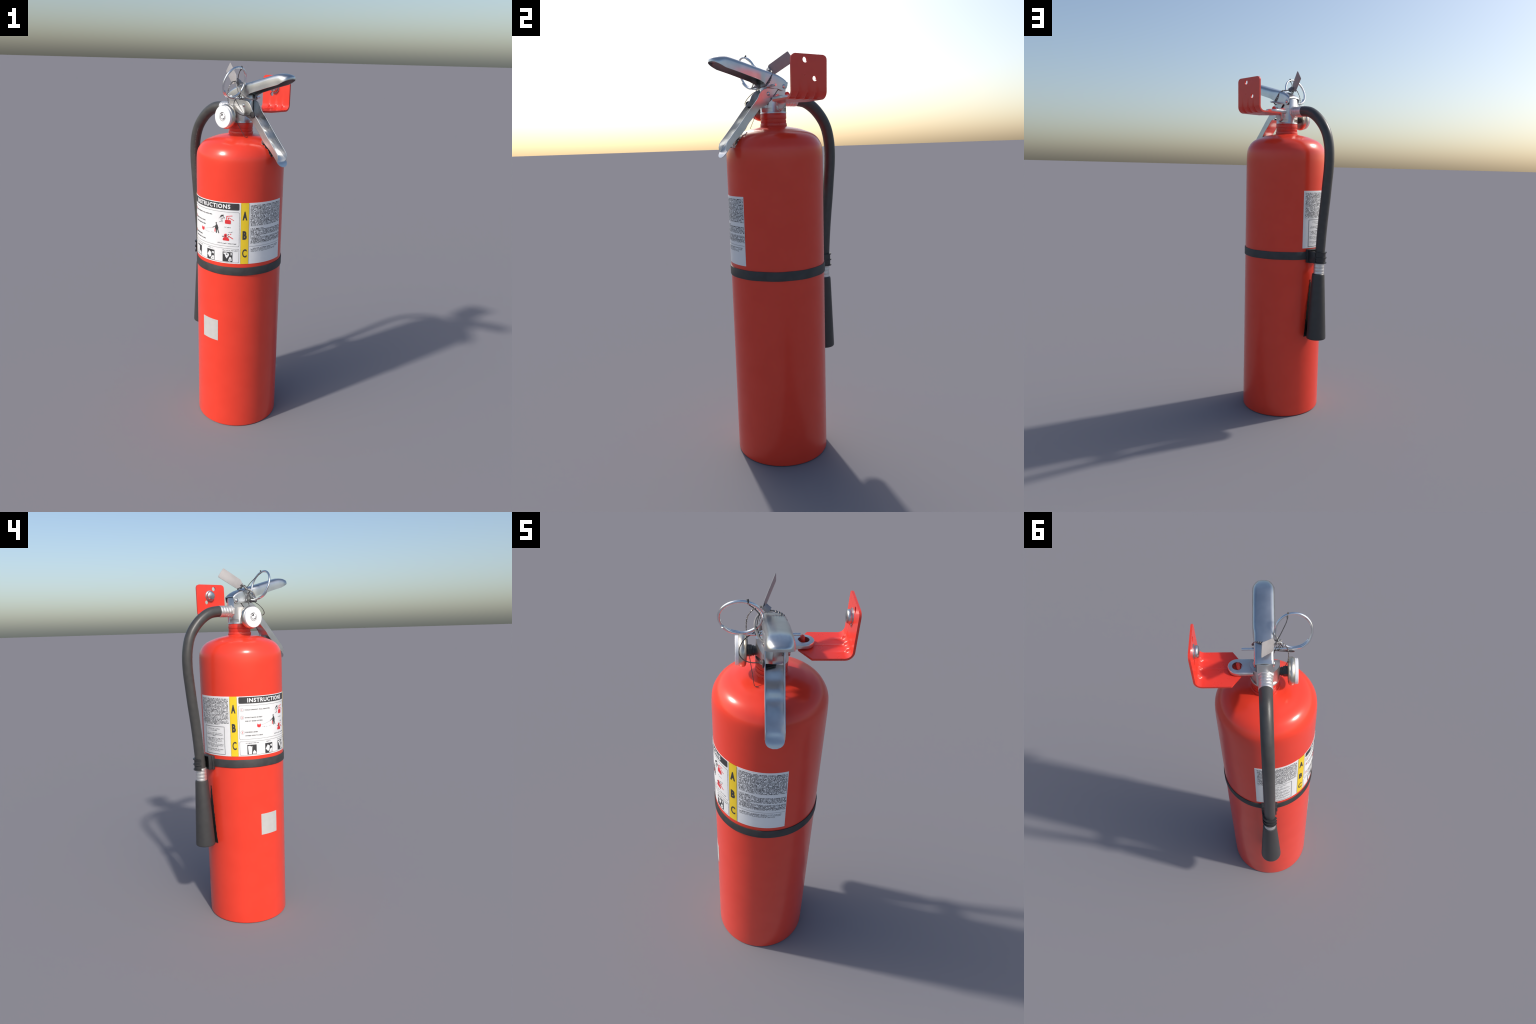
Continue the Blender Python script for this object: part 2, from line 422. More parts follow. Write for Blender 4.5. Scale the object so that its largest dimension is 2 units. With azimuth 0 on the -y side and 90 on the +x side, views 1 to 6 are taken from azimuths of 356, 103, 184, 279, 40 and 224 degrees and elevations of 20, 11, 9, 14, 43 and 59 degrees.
# uneven dark and bright metallic patch on the shoulder under the handle
bm = bmesh.new(); nu, nv = 22, 10; grid = []
for i in range(nu + 1):
    u = i / nu; f = 0.150 + 0.077 * u; row = []
    hw = 0.031 * min(1, (u * 4.0) ** 0.6) * (1 - 0.30 * max(0, (u - 0.6) / 0.4)) * (1 + 0.10 * sin(23 * u) + 0.05 * sin(51 * u)) + 0.001
    for j in range(nv + 1):
        y = hw * (2 * j / nv - 1)
        r = min(sqrt(f * f + y * y), R - 0.0005)
        s = r / sqrt(f * f + y * y)
        z = shoulder_z(r) + 0.002 + 0.0022 * (0.5 + 0.5 * sin(40 * u + 5 * j)) * (0.4 + 0.6 * rng.random())
        row.append((f * s * (1 + 0.002 / r), y * s, z))
    grid.append(row)
T1 = [[bm.verts.new(p) for p in row] for row in grid]
T2 = [[bm.verts.new((p[0] * 0.99, p[1], p[2] - 0.006)) for p in row] for row in grid]
for i in range(nu):
    for j in range(nv):
        bm.faces.new((T1[i][j], T1[i + 1][j], T1[i + 1][j + 1], T1[i][j + 1]))
        bm.faces.new((T2[i][j], T2[i][j + 1], T2[i + 1][j + 1], T2[i + 1][j]))
for i in range(nu):
    bm.faces.new((T1[i][0], T2[i][0], T2[i + 1][0], T1[i + 1][0])); bm.faces.new((T1[i][nv], T1[i + 1][nv], T2[i + 1][nv], T2[i][nv]))
for j in range(nv):
    bm.faces.new((T1[0][j], T1[0][j + 1], T2[0][j + 1], T2[0][j])); bm.faces.new((T1[nu][j], T2[nu][j], T2[nu][j + 1], T1[nu][j + 1]))
obj_from_bm("mottled_patch", bm, MOTTLED, angle=25)

# ------------------------------------------------------------------ pressure gauge (faces -Y)
MG = frame((0.0005, 0, 1.743), (0, -1, 0))
gauge = revolve("gauge_body", [(0, 0.094), (0.030, 0.094), (0.046, 0.0955), (0.0550, 0.0985), (0.0590, 0.1030), (0.0608, 0.1085), (0.0600, 0.1145), (0.0580, 0.1195), (0.0555, 0.1235), (0.0530, 0.1250), (0.0500, 0.1250), (0, 0.1250)], GAUGE, MG, 72)
revolve("gauge_face", [(0, 0.1240), (0.0530, 0.1240), (0.0540, 0.1250), (0.0540, 0.1365), (0.0530, 0.1378), (0, 0.1378)], FACE, MG, 72, gauge)
stem = revolve("gauge_stem", [(0, 0.055), (0.0165, 0.055), (0.0165, 0.0665), (0.0190, 0.0670), (0.0190, 0.0740), (0.0170, 0.0745), (0.0170, 0.0760), (0, 0.0760)], BLACK, MG, 40, gauge)
revolve("gauge_nut", [(0, 0.0755), (0.0205, 0.0755), (0.0222, 0.0775), (0.0222, 0.0955), (0, 0.0955)], BLACK, MG, 6, gauge, a0=0.3)
# emblem at the centre of the dial: worn dark ring and strokes.  dial coords: x to the viewer's right (= +X), y up
def dial(x, y, h): return Vector((0.0005 + x, -0.1378 - h, 1.743 + y))
def arc_band(bm, r0, r1, a0, a1, n=14, cx=0, cy=0, h=0.0006):
    rows = []
    for i in range(n + 1):
        a = radians(a0 + (a1 - a0) * i / n)
        rows.append([bm.verts.new(dial(cx + r * cos(a), cy + r * sin(a), hh)) for r, hh in ((r0, -0.0004), (r0, h), (r1, h), (r1, -0.0004))])
    for A, B in zip(rows, rows[1:]):
        for k in range(4):
            bm.faces.new((A[k], A[(k + 1) % 4], B[(k + 1) % 4], B[k]))
    bm.faces.new(rows[0]); bm.faces.new(rows[-1][::-1])
bm = bmesh.new()
arc_band(bm, 0.0195, 0.0228, 70, 150); arc_band(bm, 0.0112, 0.0140, 290, 325, cy=0.003); 
arc_band(bm, 0.0085, 0.0150, 80, 130, cy=-0.002); arc_band(bm, 0.0090, 0.0118, 245, 320)
arc_band(bm, 0.0020, 0.0062, 60, 150, cy=0.009, cx=-0.001); arc_band(bm, 0.0060, 0.0090, 20, 70, cy=0.010, cx=-0.009); arc_band(bm, 0.0040, 0.0065, 255, 330, cy=-0.004, cx=0.003)
obj_from_bm("gauge_emblem", bm, INK, gauge)
bm = bmesh.new()
arc_band(bm, 0.0185, 0.0208, 160, 300, 20); arc_band(bm, 0.0195, 0.0210, -50, 55, 20); arc_band(bm, 0.0115, 0.0148, 135, 240)
arc_band(bm, 0.0130, 0.0165, -60, 20)
obj_from_bm("gauge_emblem", bm, GREY, gauge)

# ------------------------------------------------------------------ bracket lug on the valve (+Y side)
bm = bmesh.new()
lug_o = [(-0.044, 0.052)] + [(-0.044 + 0.0, 0.112)]
cx, cy, rr = -0.006, 0.1145, 0.0400
arc = [(cx + rr * cos(radians(a)), cy + rr * sin(radians(a))) for a in range(180, -1, -12)]
outline = [(-0.046, 0.048)] + arc + [(0.034, 0.048)]
plate_into(bm, outline, Matrix.Translation((0, 0, 1.7665)), 0.0190, 0.004, 3)
lug = obj_from_bm("hanging_lug", bm, VALVE)
boolean_cut(lug, [cyl_cutter((cx, cy, 1.78), (0, 0, 1), 0.0215, 0.06)])
# gusset under the lug and round boss on the valve
bm = bmesh.new(); rows = []
for y, zb, hw in ((0.046, 1.7180, 0.030), (0.0585, 1.7190, 0.030), (0.064, 1.7220, 0.029), (0.070, 1.7450, 0.032), (0.080, 1.7600, 0.034), (0.098, 1.7735, 0.036)):
    zt = 1.7765
    row = []
    n = 10
    for k in range(n + 1):
        a = pi + pi * k / n
        hh = max((zt - zb), 0.002)
        row.append(bm.verts.new((-0.003 + hw * cos(a), y, zt + hh * sin(a))))
    rows.append(row)
for A, B in zip(rows, rows[1:]):
    for k in range(len(A) - 1): bm.faces.new((A[k], A[k + 1], B[k + 1], B[k]))
    bm.faces.new((A[-1], A[0], B[0], B[-1]))
bm.faces.new(rows[0]); bm.faces.new(rows[-1][::-1])
obj_from_bm("lug_gusset", bm, VALVE, lug, angle=40)
revolve("lug_boss", [(0, 0.05), (0.0200, 0.05), (0.0200, 0.0650), (0.0170, 0.0672), (0.0120, 0.0665), (0.0105, 0.0640), (0, 0.0640)], VALVE, frame((0.0, 0, 1.743), (0, 1, 0)), 32, lug)
# red bent peg of the bracket, standing in the lug's eye

# ------------------------------------------------------------------ wall bracket
path = [(0.093, 1.7602), (0.105, 1.7602), (0.120, 1.7602), (0.137, 1.7602), (0.17, 1.7602), (0.205, 1.7602), (0.232, 1.7603)]
cyb, czb, rb = 0.2550, 1.7903, 0.0300
for k in range(0, 10):
    a = -pi / 2 + (pi / 2) * k / 9
    path.append((cyb + rb * cos(a), czb + rb * sin(a)))
path += [(0.2852, 1.810), (0.2856, 1.84), (0.2862, 1.87), (0.2866, 1.90), (0.2870, 1.920), (0.2870, 1.9255), (0.2870, 1.931), (0.2870, 1.9365), (0.2870, 1.9405)]
X0, X1 = -0.0982, 0.0907
def x_limits(y, z):
    a, b = X0, X1
    if y < 0.137 and z < 1.77:
        t = (0.137 - y) / 0.032; a, b = X0 + 0.048 * t, X1 - 0.048 * t
    if z > 1.9205:
        q = (z - 1.9205) / 0.020; d = 0.020 * (1 - sqrt(max(0, 1 - q * q))); a, b = a + d, b - d
    if y > 0.262 and z < 1.81:                       # corners drawn in at the bend
        d = 0.005 * sin(pi * min(1, max(0, (z - 1.765) / 0.045))); 
        a, b = a + 0 * d, b - 0 * d
    return a, b
bm = bmesh.new(); NX = 60; A_, B_ = [], []
th = 0.0042
for i, (y, z) in enumerate(path):
    p0 = path[max(i - 1, 0)]; p1 = path[min(i + 1, len(path) - 1)]
    t = Vector((p1[0] - p0[0], p1[1] - p0[1])).normalized(); nrm = Vector((-t.y, t.x))      # towards the inside of the bend
    a, b = x_limits(y, z); ra, rb_ = [], []
    bend = math.exp(-(((y - 0.274) / 0.020) ** 2 + ((z - 1.770) / 0.020) ** 2))
    for k in range(NX + 1):
        x = a + (b - a) * k / NX
        rib = sum(math.exp(-((x - c) / 0.0070) ** 2) for c in (0.047, 0.000, -0.046)) * 0.0100 * bend
        groove = 0.0016 * math.exp(-((x + 0.004) / 0.0035) ** 2) if (y < 0.262 and z < 1.78) else 0
        off_in, off_out = th + rib + groove * 0.6, -th + rib
        ra.append(bm.verts.new((x, y + nrm.x * off_in, z + nrm.y * off_in)))
        rb_.append(bm.verts.new((x, y + nrm.x * off_out, z + nrm.y * off_out)))
    A_.append(ra); B_.append(rb_)
for i in range(len(path) - 1):
    for k in range(NX):
        bm.faces.new((A_[i][k], A_[i][k + 1], A_[i + 1][k + 1], A_[i + 1][k]))
        bm.faces.new((B_[i][k], B_[i + 1][k], B_[i + 1][k + 1], B_[i][k + 1]))
    bm.faces.new((A_[i][0], A_[i + 1][0], B_[i + 1][0], B_[i][0])); bm.faces.new((A_[i][NX], B_[i][NX], B_[i + 1][NX], A_[i + 1][NX]))
for k in range(NX):
    bm.faces.new((A_[0][k], B_[0][k], B_[0][k + 1], A_[0][k + 1])); bm.faces.new((A_[-1][k], A_[-1][k + 1], B_[-1][k + 1], B_[-1][k]))
bracket = obj_from_bm("wall_bracket", bm, BRKT, angle=50)
boolean_cut(bracket, [cyl_cutter((0.019, 0.288, 1.9165), (0, 1, 0), 0.0118, 0.05), cyl_cutter((-0.0325, 0.288, 1.841), (0, 1, 0), 0.0112, 0.05)])
bolt = revolve("bolt_washer", [(0, 0), (0.0300, 0), (0.0308, 0.0015), (0.0300, 0.0035), (0.026, 0.0045), (0, 0.0045)], CHROME, frame((-0.011, 0.2828, 1.877), (0, -1, 0)), 40, bracket)
revolve("bolt_head", [(0, 0.002), (0.0258, 0.002), (0.0264, 0.004), (0.0262, 0.0150), (0.0240, 0.0195), (0.0195, 0.0222), (0.010, 0.0240), (0, 0.0244)], CHROME, frame((-0.011, 0.2828, 1.877), (0, -1, 0)), 12, bracket, angle=35, a0=0.2)
peg = tube("bracket_peg", catmull([(-0.004, 0.1115, 1.757), (-0.004, 0.1115, 1.780), (-0.004, 0.1110, 1.7915), (-0.008, 0.110, 1.7955), (-0.014, 0.109, 1.792), (-0.018, 0.109, 1.782)], 5), 0.0080, NECK, 14, parent=bracket)

# ------------------------------------------------------------------ hose, ferrules, horn
HS = -0.003
hose_pts = [(-0.120, HS, 1.7775), (-0.140, HS, 1.7775), (-0.193, HS - 0.001, 1.7685), (-0.246, HS - 0.002, 1.7385), (-0.293, HS - 0.003, 1.6920), (-0.323, HS - 0.004, 1.6420), (-0.3395, HS - 0.005, 1.5830), (-0.3450, HS - 0.005, 1.5250),
            (-0.3435, HS - 0.005, 1.4600), (-0.3375, HS - 0.005, 1.3950), (-0.3285, HS - 0.005, 1.3000), (-0.3172, HS - 0.005, 1.2000), (-0.3078, HS - 0.005, 1.1000), (-0.3010, HS - 0.005, 1.0000), (-0.2960, HS - 0.004, 0.925)]
hose = tube("hose", catmull(hose_pts, 8), lambda t: 0.0292 - 0.0016 * min(1, t * 3), RUBBER, 32)
bm = bmesh.new()
hp = catmull(hose_pts, 24); acc = 0.0; on = True; seg = []
side = Vector((0.70, -0.714, 0)).normalized()
for a, b in zip(hp, hp[1:]):
    if not (1.02 < b.z < 1.66): continue
    t = (b - a).normalized(); n = (side - t * side.dot(t)).normalized()
    if rng.random() < 0.62:
        w = rng.uniform(0.0008, 0.0022)
        tube_into(bm, [a + n * 0.0272, b.lerp(a, 0.3) + n * 0.0272], w, 5)
obj_from_bm("hose_marking", bm, GREY_MARK, hose, 30, "stuff")
def crimp(z0, z1, r, n, amp=0.0012):
    prof = [(0, z0), (r - 0.002, z0), (r, z0 + 0.0012)]
    L = z1 - z0; m = 10 * n
    for i in range(m + 1):
        t = i / m
        prof.append((r + amp * (abs(sin(pi * n * t)) ** 0.6) - amp * 0.5, z0 + 0.002 + (L - 0.004) * t))
    return prof + [(r, z1 - 0.0012), (r - 0.002, z1), (0, z1)]
fer = revolve("hose_coupling", crimp(0.060, 0.1330, 0.0300, 4), FERR, frame((0, HS, 1.7775), (-1, 0, 0)), 48)
revolve("coupling_nut", [(0, 0.040), (0.0335, 0.040), (0.0355, 0.043), (0.0355, 0.060), (0.0335, 0.063), (0, 0.063)], FERR, frame((0, HS, 1.7775), (-1, 0, 0)), 8, fer, angle=25, a0=0.39)
HX, HY = -0.2945, HS - 0.0025
revolve("horn_ferrule", crimp(0.860, 0.940, 0.0295, 4), FERR, Matrix.Translation((-0.2955, HS - 0.004, 0)), 48)
horn = revolve("discharge_horn", [(0, 0.496), (0.0505, 0.494), (0.0520, 0.4865), (0.0540, 0.4840), (0.0555, 0.4860), (0.0558, 0.494), (0.0455, 0.690), (0.0366, 0.855), (0.0350, 0.8650), (0.0310, 0.8690), (0, 0.8690)], HORN,
               Matrix(((1, 0, -0.0100, HX + 0.0087), (0, 1, 0.0070, HY - 0.0060), (0, 0, 1, 0), (0, 0, 0, 1))) , 56)
# contact shading of the horn on the tank, modelled as a jagged black patch
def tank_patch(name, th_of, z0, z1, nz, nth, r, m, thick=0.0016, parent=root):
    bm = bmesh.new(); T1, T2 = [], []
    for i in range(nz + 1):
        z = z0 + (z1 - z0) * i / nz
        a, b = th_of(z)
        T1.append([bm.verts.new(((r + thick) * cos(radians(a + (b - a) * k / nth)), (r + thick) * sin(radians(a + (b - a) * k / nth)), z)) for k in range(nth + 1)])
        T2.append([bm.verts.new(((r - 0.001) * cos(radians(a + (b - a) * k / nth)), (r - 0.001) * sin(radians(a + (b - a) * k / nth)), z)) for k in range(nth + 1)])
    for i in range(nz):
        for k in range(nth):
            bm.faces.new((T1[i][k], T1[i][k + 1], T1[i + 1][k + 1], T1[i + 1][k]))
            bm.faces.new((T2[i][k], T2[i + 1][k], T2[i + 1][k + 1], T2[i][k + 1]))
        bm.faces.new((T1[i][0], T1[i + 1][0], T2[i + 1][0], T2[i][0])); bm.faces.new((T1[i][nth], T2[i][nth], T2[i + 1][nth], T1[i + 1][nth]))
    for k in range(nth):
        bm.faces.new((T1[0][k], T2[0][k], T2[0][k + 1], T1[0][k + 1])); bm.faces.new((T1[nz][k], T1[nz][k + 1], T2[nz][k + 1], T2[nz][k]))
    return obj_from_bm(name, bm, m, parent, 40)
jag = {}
def horn_shade_span(z):
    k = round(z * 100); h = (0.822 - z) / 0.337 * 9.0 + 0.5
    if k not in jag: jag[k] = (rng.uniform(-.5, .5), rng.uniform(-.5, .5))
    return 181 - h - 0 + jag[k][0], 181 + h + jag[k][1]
tank_patch("horn_contact_shade", horn_shade_span, 0.484, 0.822, 34, 8, R, DARK, 0.002)

# strap round the tank
def strap_prof():
    return [(R - 0.002, 0.9440), (R + 0.0030, 0.9440), (R + 0.0042, 0.9455), (R + 0.0042, 0.9870), (R + 0.0034, 0.9885), (R - 0.002, 0.9885)]
bm = bmesh.new(); segs = 144; rings = []
for i in range(segs):
    a = 2 * pi * i / segs
    dz = 0.0006 * sin(3 * a + 1) + 0.0004 * sin(11 * a)
    rings.append([bm.verts.new((r * cos(a), r * sin(a), z + dz)) for r, z in strap_prof()])
for i in range(segs):
    A, B = rings[i], rings[(i + 1) % segs]
    for k in range(6): bm.faces.new((A[k], A[(k + 1) % 6], B[(k + 1) % 6], B[k]))
strap = obj_from_bm("tank_strap", bm, STRAP)

# hose clip on the strap: backing block + open C spring with three ribs
clip_pts = []
bm = bmesh.new()
for lo, hi in (((-0.2440, -0.047, 0.926), (-0.2240, 0.036, 1.003)), ((-0.2640, -0.042, 0.926), (-0.2420, -0.036, 1.003)), ((-0.3000, 0.0210, 0.930), (-0.2420, 0.0300, 0.9945)),
               ((-0.2600, -0.040, 0.996), (-0.2420, 0.034, 1.003)), ((-0.2600, -0.040, 0.926), (-0.2420, 0.034, 0.933))):
    b2 = bmesh.new(); bmesh.ops.create_cube(b2, size=1)
    for v in b2.verts: v.co = Vector(tuple(lo[i] + (v.co[i] + 0.5) * (hi[i] - lo[i]) for i in range(3)))
    bmesh.ops.bevel(b2, geom=b2.edges[:], offset=0.0015, segments=2, profile=0.5, affect='EDGES')
    me = bpy.data.meshes.new("tmp"); b2.to_mesh(me); b2.free(); bm.from_mesh(me); bpy.data.meshes.remove(me)
def c_band(bm, cx, cy, r0, r1, z0, z1, a0, a1, n=36):
    rows = []
    for i in range(n + 1):
        a = radians(a0 + (a1 - a0) * i / n)
        rows.append([bm.verts.new((cx + r * cos(a), cy + r * sin(a), z)) for r, z in ((r0, z0), (r1, z0), (r1, z1), (r0, z1))])
    for A, B in zip(rows, rows[1:]):
        for k in range(4): bm.faces.new((A[k], A[(k + 1) % 4], B[(k + 1) % 4], B[k]))
    bm.faces.new(rows[0]); bm.faces.new(rows[-1][::-1])
c_band(bm, -0.299, HS - 0.005, 0.0280, 0.0335, 0.930, 0.9945, 60, 250)
for zc in (0.9325, 0.9615, 0.9915):
    c_band(bm, -0.299, HS - 0.005, 0.0280, 0.0390, zc - 0.0028, zc + 0.0028, 40, 248)
obj_from_bm("hose_clip", bm, BLACK, strap)

# ------------------------------------------------------------------ pull ring and pin
ring_c = Vector((0.0650, -0.1185, 1.9095)); ring_n = Vector((-0.945, -0.025, 0.326)).normalized(); ring_r = 0.0742
# in-plane axes: e1 points down the ring, e2 along -Y
e1 = (Vector((0, 0, -1)) - ring_n * Vector((0, 0, -1)).dot(ring_n)).normalized(); e2 = ring_n.cross(e1)
if e2.y > 0: e2 = -e2
pin = [Vector((0.042, 0.0945, 1.834)), Vector((0.042, 0.04, 1.834)), Vector((0.042, -0.04, 1.834)), Vector((0.0415, -0.075, 1.834)), Vector((0.0405, -0.098, 1.8345))]
loop = []
for a in range(12, 12 + 360 + 52, 9):
    off = 0.0044 * (1 if a < 200 else -1 + 0) * (1 if a < 90 or a > 330 else 0)
    lift = 0.0045 * max(0, 1 - a / 200.0) - 0.0045 * max(0, (a - 250) / 174.0)
    loop.append(ring_c + (e1 * cos(radians(a)) + e2 * sin(radians(a))) * (ring_r + (0.0015 if a < 60 else -0.0015 * max(0, (a - 300) / 120))) + ring_n * lift)
pull = tube("pull_ring", catmull(pin[:4] + [pin[4]] + loop[1:], 3), 0.0054, WIRE, 12)

# ------------------------------------------------------------------ aluminium tag with its clasp
c_tl, c_bl = Vector((-0.087, 0.0072, 2.0018)), Vector((-0.1215, 0.0112, 1.9565))
c_in, c_tip, c_ib = Vector((-0.003, -0.034, 1.940)), Vector((0.0035, -0.046, 1.909)), Vector((-0.031, -0.032, 1.8945))
o = (c_tl + c_bl + c_in + c_ib) / 4
ux = ((c_in + c_ib) - (c_tl + c_bl)).normalized()
uy = ((c_tl + c_in) - (c_bl + c_ib)); uy = (uy - ux * uy.dot(ux)).normalized(); uz = ux.cross(uy)
MT = Matrix((ux, uy, uz)).transposed().to_4x4(); MT.translation = o - uz * 0.0013
pl = [((p - o).dot(ux), (p - o).dot(uy)) for p in (c_bl, c_ib, c_tip, c_in, c_tl)]
tag = plate("inspection_tag", round_poly(pl, [0.006, 0.004, 0.004, 0.004, 0.006], 4), MT, 0.0026, TAG, 0.0006)
tube("tag_clasp", [(-0.004, -0.034, 1.918), (0.0, -0.026, 1.911), (0.003, -0.016, 1.9045)], 0.0125, SLATE, 14, parent=tag)

# ------------------------------------------------------------------ bead chain and sealing wires
def chain(name, pts, r_wire, r_bead, step, parent):
    P = catmull(pts, 10); bm = bmesh.new(); tube_into(bm, P, r_wire, 6)
    acc = 0.0
    for a, b in zip(P, P[1:]):
        acc += (b - a).length
        if acc >= step:
            acc = 0.0
            r = r_bead * rng.uniform(0.8, 1.25)
            revolve_into(bm, [(0, -r), (r * 0.8, -r * 0.5), (r, 0), (r * 0.8, r * 0.5), (0, r)], Matrix.Translation(b), 8)
    return obj_from_bm(name, bm, CHAIN, parent, 60, "stuff")
chain("tag_chain", [(-0.006, -0.048, 1.916), (-0.008, -0.040, 1.911), (-0.002, -0.020, 1.9045), (0.008, 0.005, 1.9035), (0.017, 0.027, 1.8985), (0.028, 0.0425, 1.884), (0.040, 0.0475, 1.864), (0.054, 0.0485, 1.845), (0.068, 0.043, 1.833), (0.080, 0.028, 1.829), (0.086, 0.017, 1.827), (0.092, 0.004, 1.829)], 0.0022, 0.0040, 0.0085, tag)
chain("tag_chain", [(-0.006, -0.048, 1.912), (-0.002, -0.066, 1.909), (0.001, -0.084, 1.895), (-0.003, -0.095, 1.868), (-0.003, -0.097, 1.830), (0.004, -0.095, 1.802), (0.009, -0.093, 1.790)], 0.0017, 0.0032, 0.0090, tag)
seal = tube("seal_wire", [(0.009, -0.093, 1.790), (0.020, -0.089, 1.764), (0.034, -0.085, 1.738), (0.0625, -0.076, 1.692), (0.0900, -0.0675, 1.6475), (0.093, -0.060, 1.6465), (0.096, -0.052, 1.647)], 0.0014, DWIRE, 6)
tube("seal_wire", catmull([(0.0845, -0.0950, 1.9855), (0.0890, -0.0935, 1.9760), (0.0800, -0.0930, 1.9690), (0.066, -0.0885, 1.9560), (0.046, -0.0745, 1.9360), (0.032, -0.0620, 1.9170), (0.024, -0.0520, 1.9010), (0.018, -0.0480, 1.8900), (0.010, -0.046, 1.886)], 5),
     lambda t: 0.0042 if t < 0.16 else (0.0034 if t < 0.28 else 0.0019), DWIRE, 8, parent=seal)
tube("seal_wire", catmull([(0.034, -0.050, 1.836), (0.036, -0.068, 1.834), (0.042, -0.094, 1.822), (0.054, -0.112, 1.808), (0.068, -0.1225, 1.791), (0.082, -0.1220, 1.773), (0.094, -0.106, 1.760), (0.102, -0.082, 1.755), (0.104, -0.058, 1.7555), (0.106, -0.040, 1.756)], 5), 0.0019, DWIRE, 8, parent=seal)
tube("seal_strap", catmull([(0.004, -0.047, 1.908), (0.014, -0.053, 1.896), (0.030, -0.0640, 1.887), (0.050, -0.0690, 1.874), (0.066, -0.0630, 1.855), (0.080, -0.0530, 1.840), (0.096, -0.036, 1.832), (0.102, -0.014, 1.830), (0.098, 0.004, 1.830), (0.088, 0.017, 1.828)], 5), 0.0036, GSTRAP, 10, parent=seal)
revolve("seal_disc", [(0, 0.036), (0.0120, 0.036), (0.0160, 0.0375), (0.0165, 0.0395), (0.0150, 0.0415), (0.006, 0.0425), (0, 0.0425)], BLACK, frame((0.112, 0, 1.756), (0, -1, 0)), 28, seal)
plate("seal_tail", [(0.094, -0.031), (0.122, -0.031), (0.120, -0.024), (0.108, 0.006), (0.098, 0.010), (0.095, -0.01)], Matrix.Translation((0, 0, 1.7400)), 0.006, DARK, 0.002, seal)

tube("seal_wire", catmull([(-0.006, -0.046, 1.912), (0.010, -0.052, 1.895), (0.024, -0.0575, 1.878), (0.034, -0.0600, 1.860), (0.040, -0.0560, 1.845), (0.047, -0.0520, 1.832), (0.056, -0.0480, 1.826)], 5), 0.0018, DWIRE, 8, parent=seal)
tube("seal_wire", catmull([(0.000, -0.044, 1.906), (0.014, -0.0465, 1.9000), (0.030, -0.0500, 1.889), (0.043, -0.0530, 1.872), (0.050, -0.0620, 1.853), (0.046, -0.0740, 1.840), (0.040, -0.0800, 1.829)], 5), 0.0016, DWIRE, 8, parent=seal)
tube("seal_wire", [(0.042 + 0.0075 * cos(t * 0.5), -0.066 + 0.0012 * t, 1.834 + 0.0075 * sin(t * 0.5)) for t in range(0, 26)], 0.0015, DWIRE, 6, parent=seal)
# shadow line behind the handle cheeks, laid in as thin black rods
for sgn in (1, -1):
    tube("cheek_shadow_rod", [(-0.0105, sgn * 0.0352 + SHIFT, 1.8235), (0.0545, sgn * 0.0352 + SHIFT, 1.7495)], 0.0017, DARK, 8, parent=handle)

# ------------------------------------------------------------------ label (wraps the gauge side of the tank, centre at -88 deg)
LZ0, LZ1 = 1.0086, 1.3350
label = tank_patch("instruction_label", lambda z: (-194.8, 17.4), LZ0, LZ1, 2, 130, R, PAPER, 0.0007)
def patch(name, a0, a1, z0, z1, m, lift=0.0012, parent=label):
    n = max(1, int(abs(a1 - a0) / 1.6))
    return tank_patch(name, lambda z: (a0, a1), z0, z1, 1, n, R, m, lift, parent)
DEG = R * D2R
def wrap_poly(bm, poly, lift):
    """poly: [(angle deg, z)] -> prism hugging the tank (flat triangulated, small pieces only)"""
    top = [bm.verts.new(((R + lift) * cos(radians(a)), (R + lift) * sin(radians(a)), z)) for a, z in poly]
    bot = [bm.verts.new(((R + 0.0002) * cos(radians(a)), (R + 0.0002) * sin(radians(a)), z)) for a, z in poly]
    n = len(poly); f = bm.faces.new(top)
    for i in range(n): bm.faces.new((top[i], bot[i], bot[(i + 1) % n], top[(i + 1) % n]))
    bmesh.ops.triangulate(bm, faces=[f])
def shapes(name, polys, m, lift=0.0015, parent=label, kind=None):
    bm = bmesh.new()
    for p in polys: wrap_poly(bm, p, lift)
    return obj_from_bm(name, bm, m, parent, 30, kind)
def local(a0, z0, sx, sz, pts):
    return [(a0 + x * sx, z0 + y * sz) for x, y in pts]

